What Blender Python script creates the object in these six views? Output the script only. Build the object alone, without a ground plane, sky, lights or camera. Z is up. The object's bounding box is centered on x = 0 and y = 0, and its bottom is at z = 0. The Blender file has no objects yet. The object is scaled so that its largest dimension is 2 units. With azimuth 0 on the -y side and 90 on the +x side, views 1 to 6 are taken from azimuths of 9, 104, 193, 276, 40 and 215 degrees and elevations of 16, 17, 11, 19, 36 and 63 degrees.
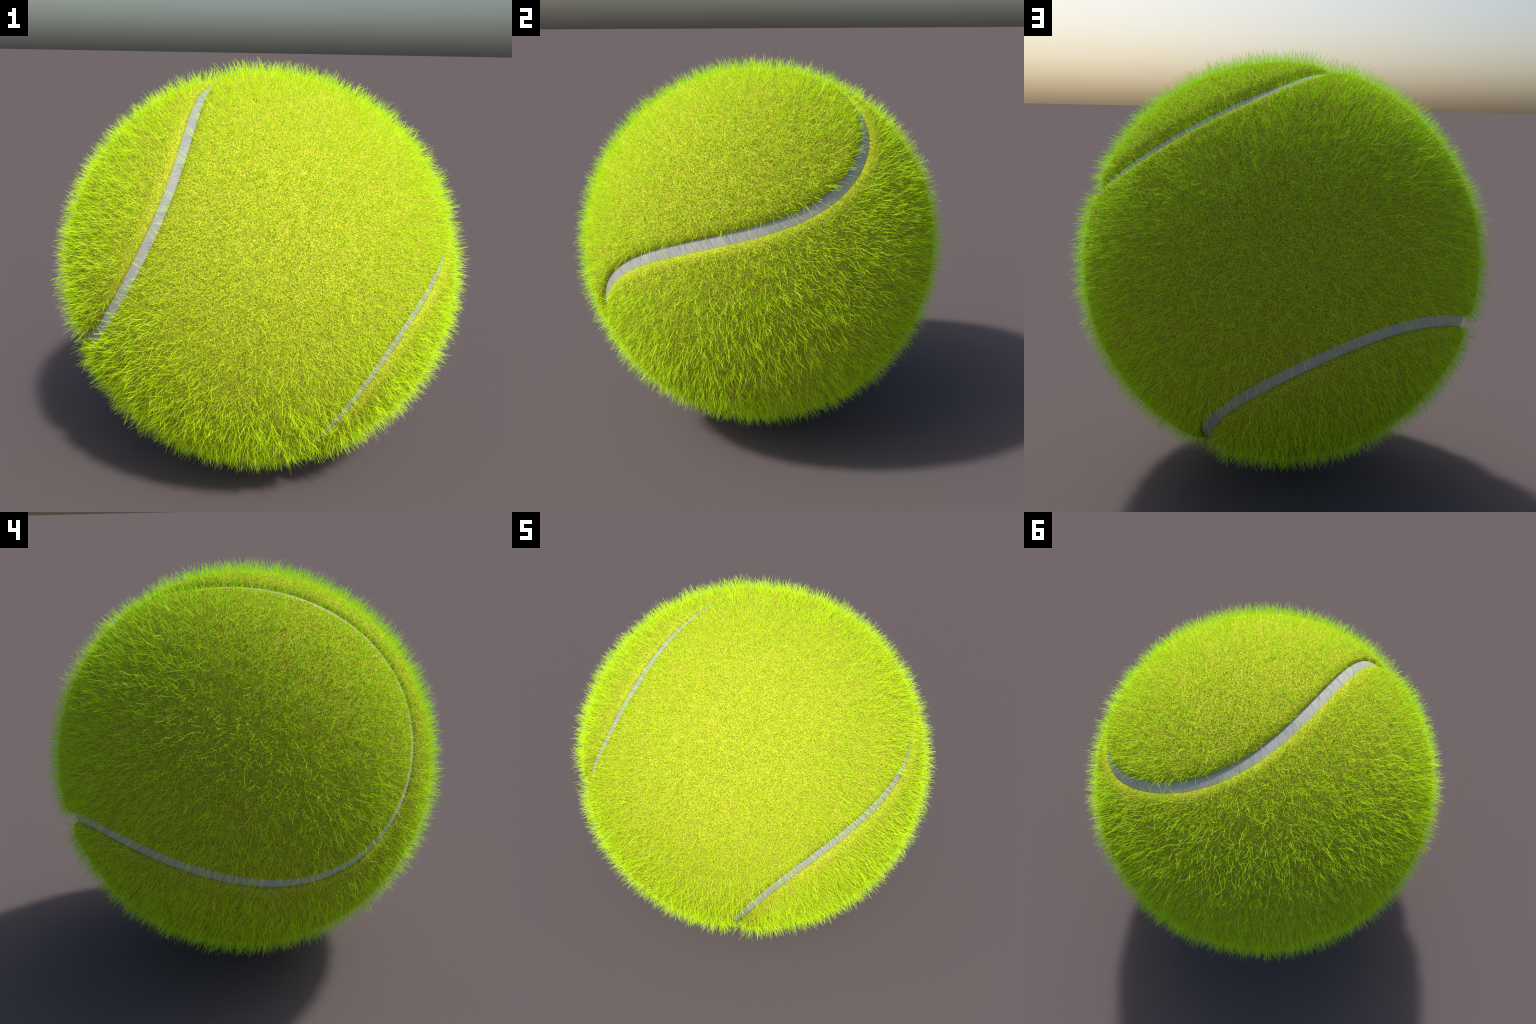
"""A fuzzy yellow-green tennis ball: two interlocking felt panels with rounded
lips, a sunken grey-white rubber seam between them, and a coat of fine hairs."""
import math
import bpy
import bmesh
import numpy as np

RNG = np.random.default_rng(20240)

# ----------------------------------------------------------------- proportions
CENTRE = np.array([-0.003, -0.004, 0.994])   # middle of the ball
R_FELT = 0.911                               # felt surface
R_SEAM = 0.8875                              # crown of the sunken seam strip
R_INNER = 0.868                              # underside of the felt panels
SEAM_HALF = 0.0270                           # half width of the groove floor
LIP_ROUND = 0.047                            # how far the felt lip takes to round over
LIP_DROP = 0.022                             # how far the lip sinks before the wall
FUR_COUNT = 66_000                           # long fibres
NAP_COUNT = 300_000                          # short stubble of the felt
FUR_REACH = 1.000                            # no hair tip beyond this radius


# ----------------------------------------------------------------- seam curve
def rotation(axis_angle):
    w = np.array(axis_angle)
    th = np.linalg.norm(w)
    x, y, z = w / th
    k = np.array([[0, -z, y], [z, 0, -x], [-y, x, 0]])
    return np.eye(3) + math.sin(th) * k + (1 - math.cos(th)) * k @ k


def seam_curve(n):
    """The baseball / tennis-ball curve on the unit sphere, turned to its pose."""
    t = np.linspace(0, 2 * math.pi, n, endpoint=False)
    b, c5, d, e6 = 0.11452, -0.10652, 1.17602, -0.05659
    p = np.stack([
        (1 - b) * np.cos(t) + b * np.cos(3 * t) + c5 * np.cos(5 * t),
        (1 - b) * np.sin(t) - b * np.sin(3 * t) + c5 * np.sin(5 * t),
        d * np.sin(2 * t) + e6 * np.sin(6 * t)], -1)
    p /= np.linalg.norm(p, axis=1, keepdims=True)
    return p @ rotation((-1.10367, 0.84948, 1.11223)).T


def unit(v):
    return v / np.linalg.norm(v, axis=-1, keepdims=True)


SEAM = seam_curve(2400)
SEAM_T = unit(np.roll(SEAM, -1, 0) - np.roll(SEAM, 1, 0))
SEAM_B = np.cross(SEAM, SEAM_T)              # sideways across the seam


def seam_distance(n):
    """Signed angle from the seam of unit vectors, and the sideways unit vector
    that leads from each of them back to the seam."""
    dist = np.empty(len(n))
    back = np.empty_like(n)
    for i in range(0, len(n), 20000):
        m = n[i:i + 20000]
        k = np.argmax(m.astype(np.float32) @ SEAM.T.astype(np.float32), axis=1)
        s, tn = SEAM[k], SEAM_T[k]
        foot = unit(s + tn * np.sum((m - s) * tn, 1, keepdims=True))
        side = np.sum(m * SEAM_B[k], 1)
        ang = np.arctan2(np.linalg.norm(np.cross(m, foot), axis=1), np.sum(m * foot, 1))
        dist[i:i + 20000] = np.sign(side) * ang
        back[i:i + 20000] = unit(foot - m * np.sum(foot * m, 1, keepdims=True) + 1e-12)
    return dist, back


# ----------------------------------------------------------------- mesh helper
def mesh_object(name, verts, faces, material, smooth=True):
    me = bpy.data.meshes.new(name)
    me.from_pydata([tuple(v) for v in verts], [], faces)
    me.materials.append(material)
    if smooth:
        me.polygons.foreach_set("use_smooth", np.ones(len(me.polygons), bool))
    me.update()
    ob = bpy.data.objects.new(name, me)
    bpy.context.scene.collection.objects.link(ob)
    return ob


# ------------------------------------------------------------------- materials
def new_material(name):
    m = bpy.data.materials.new(name)
    m.use_nodes = True
    nt = m.node_tree
    return m, nt, nt.nodes["Principled BSDF"], nt.nodes["Material Output"]


def ramp(nt, stops):
    r = nt.nodes.new("ShaderNodeValToRGB")
    el = r.color_ramp.elements
    while len(el) < len(stops):
        el.new(0.5)
    for e, (pos, col) in zip(el, stops):
        e.position, e.color = pos, (*col, 1)
    return r


def felt_material():
    m, nt, bsdf, _ = new_material("felt_cloth")
    co = nt.nodes.new("ShaderNodeTexCoord")
    fine = nt.nodes.new("ShaderNodeTexNoise")
    fine.inputs["Scale"].default_value = 190
    fine.inputs["Detail"].default_value = 5
    nt.links.new(co.outputs["Object"], fine.inputs["Vector"])
    r = ramp(nt, [(0.35, (0.22, 0.26, 0.016)), (0.65, (0.68, 0.74, 0.05))])
    nt.links.new(fine.outputs["Fac"], r.inputs["Fac"])
    nt.links.new(r.outputs["Color"], bsdf.inputs["Base Color"])
    bump = nt.nodes.new("ShaderNodeBump")
    bump.inputs["Strength"].default_value = 0.5
    bump.inputs["Distance"].default_value = 0.006
    nt.links.new(fine.outputs["Fac"], bump.inputs["Height"])
    nt.links.new(bump.outputs["Normal"], bsdf.inputs["Normal"])
    bsdf.inputs["Roughness"].default_value = 0.95
    bsdf.inputs["Specular IOR Level"].default_value = 0.05
    return m


def seam_material():
    m, nt, bsdf, _ = new_material("seam_rubber")
    co = nt.nodes.new("ShaderNodeTexCoord")
    n = nt.nodes.new("ShaderNodeTexNoise")
    n.inputs["Scale"].default_value = 9
    n.inputs["Detail"].default_value = 3
    nt.links.new(co.outputs["Object"], n.inputs["Vector"])
    r = ramp(nt, [(0.3, (0.45, 0.455, 0.455)), (0.7, (0.51, 0.515, 0.51))])
    nt.links.new(n.outputs["Fac"], r.inputs["Fac"])
    nt.links.new(r.outputs["Color"], bsdf.inputs["Base Color"])
    bsdf.inputs["Roughness"].default_value = 0.7
    bsdf.inputs["Specular IOR Level"].default_value = 0.2
    return m


def fur_material():
    m, nt, bsdf, out = new_material("fur_fibre")
    bsdf.inputs["Base Color"].default_value = (0.71, 1.0, 0.010, 1)
    bsdf.inputs["Roughness"].default_value = 0.6
    bsdf.inputs["Specular IOR Level"].default_value = 0.15
    # a little light comes through the fibre
    glow = nt.nodes.new("ShaderNodeBsdfTranslucent")
    glow.inputs["Color"].default_value = (0.01, 0.18, 0.0, 1)
    mix = nt.nodes.new("ShaderNodeAddShader")
    nt.links.new(bsdf.outputs[0], mix.inputs[0])
    nt.links.new(glow.outputs[0], mix.inputs[1])
    nt.links.new(mix.outputs[0], out.inputs["Surface"])
    return m


def stubble_material():
    m, nt, bsdf, _ = new_material("felt_stubble")
    geo = nt.nodes.new("ShaderNodeNewGeometry")
    r = ramp(nt, [(0.0, (0.44, 0.53, 0.03)), (1.0, (0.82, 0.89, 0.062))])
    nt.links.new(geo.outputs["Random Per Island"], r.inputs["Fac"])
    nt.links.new(r.outputs["Color"], bsdf.inputs["Base Color"])
    bsdf.inputs["Roughness"].default_value = 0.8
    bsdf.inputs["Specular IOR Level"].default_value = 0.1
    return m


FELT, RUBBER, FIBRE, STUBBLE = felt_material(), seam_material(), fur_material(), stubble_material()


# ------------------------------------------------------------------ felt panel
def felt_panel(side, n_unit, faces, dist, back):
    """One dog-bone panel: the sphere's surface on one side of the seam, its
    border snapped to a constant distance from the seam, then rolled over a
    rounded lip, down the groove wall and closed on the inside."""
    edge = (SEAM_HALF + LIP_ROUND) / R_FELT
    d = dist * side
    tri = faces[(d[faces] >= edge - 0.006).all(1)]
    used = np.unique(tri)
    remap = -np.ones(len(n_unit), int)
    remap[used] = np.arange(len(used))
    tri = remap[tri]
    n, d = n_unit[used].copy(), d[used]
    m = len(n)
    # border loop as directed edges
    e = np.vstack([tri[:, [0, 1]], tri[:, [1, 2]], tri[:, [2, 0]]])
    key = e[:, 0].astype(np.int64) * m + e[:, 1]
    rev = e[:, 1].astype(np.int64) * m + e[:, 0]
    border = e[~np.isin(key, rev)]
    ring = np.unique(border)
    b = back[used]
    shift = (d[ring] - edge)[:, None]
    n[ring] = unit(n[ring] * np.cos(shift) + b[ring] * np.sin(shift))
    b = seam_distance(n)[1]
    ringpos = -np.ones(m, int)
    ringpos[ring] = np.arange(len(ring))
    verts = [n * R_FELT]
    total = m
    steps = 7
    profile = [(LIP_ROUND * math.sin(a), R_FELT - LIP_DROP * (1 - math.cos(a)))
               for a in (np.arange(1, steps + 1) / steps * math.pi / 2)]
    profile += [(LIP_ROUND, R_SEAM - 0.004)]
    prev = ring
    out = [tuple(t) for t in tri]
    for s, r in profile:
        ang = s / R_FELT
        verts.append((n[ring] * math.cos(ang) + b[ring] * math.sin(ang)) * r)
        cur = total + np.arange(len(ring))
        total += len(ring)
        i, j = ringpos[border[:, 0]], ringpos[border[:, 1]]
        out += list(zip(prev[j].tolist(), prev[i].tolist(), cur[i].tolist(), cur[j].tolist()))
        prev = cur
    inner = total + np.arange(m)
    verts.append(n * R_INNER)
    i, j = ringpos[border[:, 0]], ringpos[border[:, 1]]
    out += list(zip(prev[j].tolist(), prev[i].tolist(), inner[border[:, 0]].tolist(), inner[border[:, 1]].tolist()))
    out += [(int(inner[t[2]]), int(inner[t[1]]), int(inner[t[0]])) for t in tri]
    return mesh_object("felt_panel", np.vstack(verts), out, FELT)


# ------------------------------------------------------------------------ seam
def seam_strip():
    """Closed band: a gently crowned floor with its edges tucked under the felt."""
    w = SEAM_HALF + 0.004
    prof = [(s * w, R_SEAM - 0.0025 * s * s) for s in np.linspace(-1, 1, 9)]
    prof += [(w, R_INNER - 0.004), (-w, R_INNER - 0.004)]
    k, n = len(prof), len(SEAM)
    verts = np.stack([(SEAM * math.cos(s / r) + SEAM_B * math.sin(s / r)) * r for s, r in prof], 1).reshape(-1, 3)
    faces = []
    for i in range(n):
        a, b = i * k, (i + 1) % n * k
        for j in range(k):
            q = (j + 1) % k
            faces.append((a + j, b + j, b + q, a + q))
    ob = mesh_object("seam", verts, faces, RUBBER)
    return ob


# ------------------------------------------------------------------------- fur
def lip_frame(n, back, gap):
    """Root points and outward directions on the felt, following its rolled lip."""
    s = np.clip((SEAM_HALF + LIP_ROUND - gap) / LIP_ROUND, 0, 0.985)
    w = np.sqrt(1 - s ** 2)
    r = R_FELT - LIP_DROP * (1 - w)
    slope = LIP_DROP / LIP_ROUND * s / w
    return n * r[:, None], unit(n + back * np.minimum(slope, 1.2)[:, None])


def across(normals, size):
    v = RNG.normal(size=normals.shape) * size
    return v - normals * np.sum(v * normals, 1, keepdims=True)


def fibre_mesh(name, paths, radius, tapers, material, smooth):
    """Thin three-sided tubes along the paths, each closed to a point at its tip."""
    n, k = len(paths[0]), len(paths) - 1
    axis = unit(paths[-1] - paths[0])
    u = unit(np.cross(axis, RNG.normal(size=(n, 3))))
    v = np.cross(axis, u)
    corner = [2 * math.pi * a / 3 for a in range(3)]
    rings = [p + (u * math.cos(a) + v * math.sin(a)) * radius[:, None] * t
             for p, t in zip(paths, tapers) for a in corner]
    verts = np.stack(rings + [paths[-1]], 1)
    per = 3 * k + 1
    pattern = [c for r in range(k - 1) for a in range(3)
               for c in (r * 3 + a, r * 3 + (a + 1) % 3, r * 3 + 3 + (a + 1) % 3, r * 3 + 3 + a)]
    pattern += [c for a in range(3) for c in (3 * k - 3 + a, 3 * k - 3 + (a + 1) % 3, 3 * k)]
    loops = (np.arange(n)[:, None] * per + np.array(pattern)).astype(np.int32)
    sizes = np.tile([4] * (3 * k - 3) + [3] * 3, n)
    me = bpy.data.meshes.new(name)
    me.vertices.add(n * per)
    me.vertices.foreach_set("co", verts.astype(np.float32).ravel())
    me.loops.add(loops.size)
    me.loops.foreach_set("vertex_index", loops.ravel())
    me.polygons.add(len(sizes))
    me.polygons.foreach_set("loop_start", np.concatenate([[0], np.cumsum(sizes)[:-1]]).astype(np.int32))
    me.update(calc_edges=True)
    me.polygons.foreach_set("use_smooth", np.full(len(sizes), smooth))
    me.materials.append(material)
    ob = bpy.data.objects.new(name, me)
    ob["kind"] = "stuff"
    bpy.context.scene.collection.objects.link(ob)
    return ob


def brushing(n):
    """Which way the coat has been stroked: away from the crown at the front and
    top, down and back over the flanks and the underside."""
    x, y, z = n.T
    return np.stack([0 * x, 0.14 - 0.28 * z, -0.26 * x ** 2 + 0.14 * y ** 2 - 0.16 * y], 1)


def fur(roots, normals, lean):
    """Long fibres: they leave the felt leaning a little the way the cloth was
    brushed, and bow gently to one side on the way out."""
    n = len(roots)
    length = 0.017 + 0.086 * RNG.beta(1.05, 1.85, n)
    d = unit(normals + lean + across(normals, 0.33))
    bow = across(normals, 0.09)
    pts = [roots - normals * 0.003]
    for share in (0.32, 0.28, 0.24, 0.16):
        pts.append(pts[-1] + d * (length * share)[:, None])
        d = unit(d + bow + across(normals, 0.08))
    reach = np.linalg.norm(pts[-1], axis=1)
    f = np.clip((FUR_REACH - R_FELT) / np.maximum(reach - R_FELT, 1e-4), 0, 1)[:, None]
    pts = [pts[0] + (p - pts[0]) * f for p in pts]
    return fibre_mesh("fur", pts, 0.00058 * RNG.uniform(0.75, 1.15, n), (1.0, 1.0, 0.9, 0.75), FIBRE, False)


def nap(roots, normals, gap):
    """Short stubble that gives the felt its speckled surface."""
    n = len(roots)
    d = unit(normals + across(normals, 0.7))
    # clipped short along the lip so that the seam keeps a clean edge
    length = RNG.uniform(0.005, 0.014, n) * np.clip((gap - SEAM_HALF) / 0.045, 0.3, 1)
    tip = roots + d * length[:, None]
    return fibre_mesh("nap", [roots - normals * 0.002, tip], RNG.uniform(0.0013, 0.0024, n), (1.0,), STUBBLE, True)


# -------------------------------------------------------------------- assembly
ball = bpy.data.objects.new("tennis_ball", None)
ball.location = CENTRE
ball.empty_display_size = 0.2
ball["label"] = "fuzzy yellow-green tennis ball with a grey-white curved seam"
ball["category"] = "tennis ball"
bpy.context.scene.collection.objects.link(ball)

bm = bmesh.new()
bmesh.ops.create_icosphere(bm, subdivisions=7, radius=1.0)
sphere_n = unit(np.array([v.co[:] for v in bm.verts]))
sphere_f = np.array([[v.index for v in f.verts] for f in bm.faces])
bm.free()
sphere_d, sphere_b = seam_distance(sphere_n)

seam_strip().parent = ball

fur_n = unit(RNG.normal(size=(FUR_COUNT, 3)))
fur_d, fur_b = seam_distance(fur_n)
fur_thin = RNG.random(FUR_COUNT)
nap_n = unit(RNG.normal(size=(NAP_COUNT, 3)))
nap_d, nap_b = seam_distance(nap_n)

for side in (1, -1):
    panel = felt_panel(side, sphere_n, sphere_f, sphere_d, sphere_b)
    panel.parent = ball
    gap = fur_d * side * R_FELT
    # the coat thins out towards the lip
    pick = (gap - SEAM_HALF) / 0.009 > fur_thin
    coat = fur(*lip_frame(fur_n[pick], fur_b[pick], gap[pick]), brushing(fur_n[pick]))
    coat.parent = panel
    gap = nap_d * side * R_FELT
    pick = gap > SEAM_HALF + 0.005
    stubble = nap(*lip_frame(nap_n[pick], nap_b[pick], gap[pick]), gap[pick])
    stubble.parent = panel
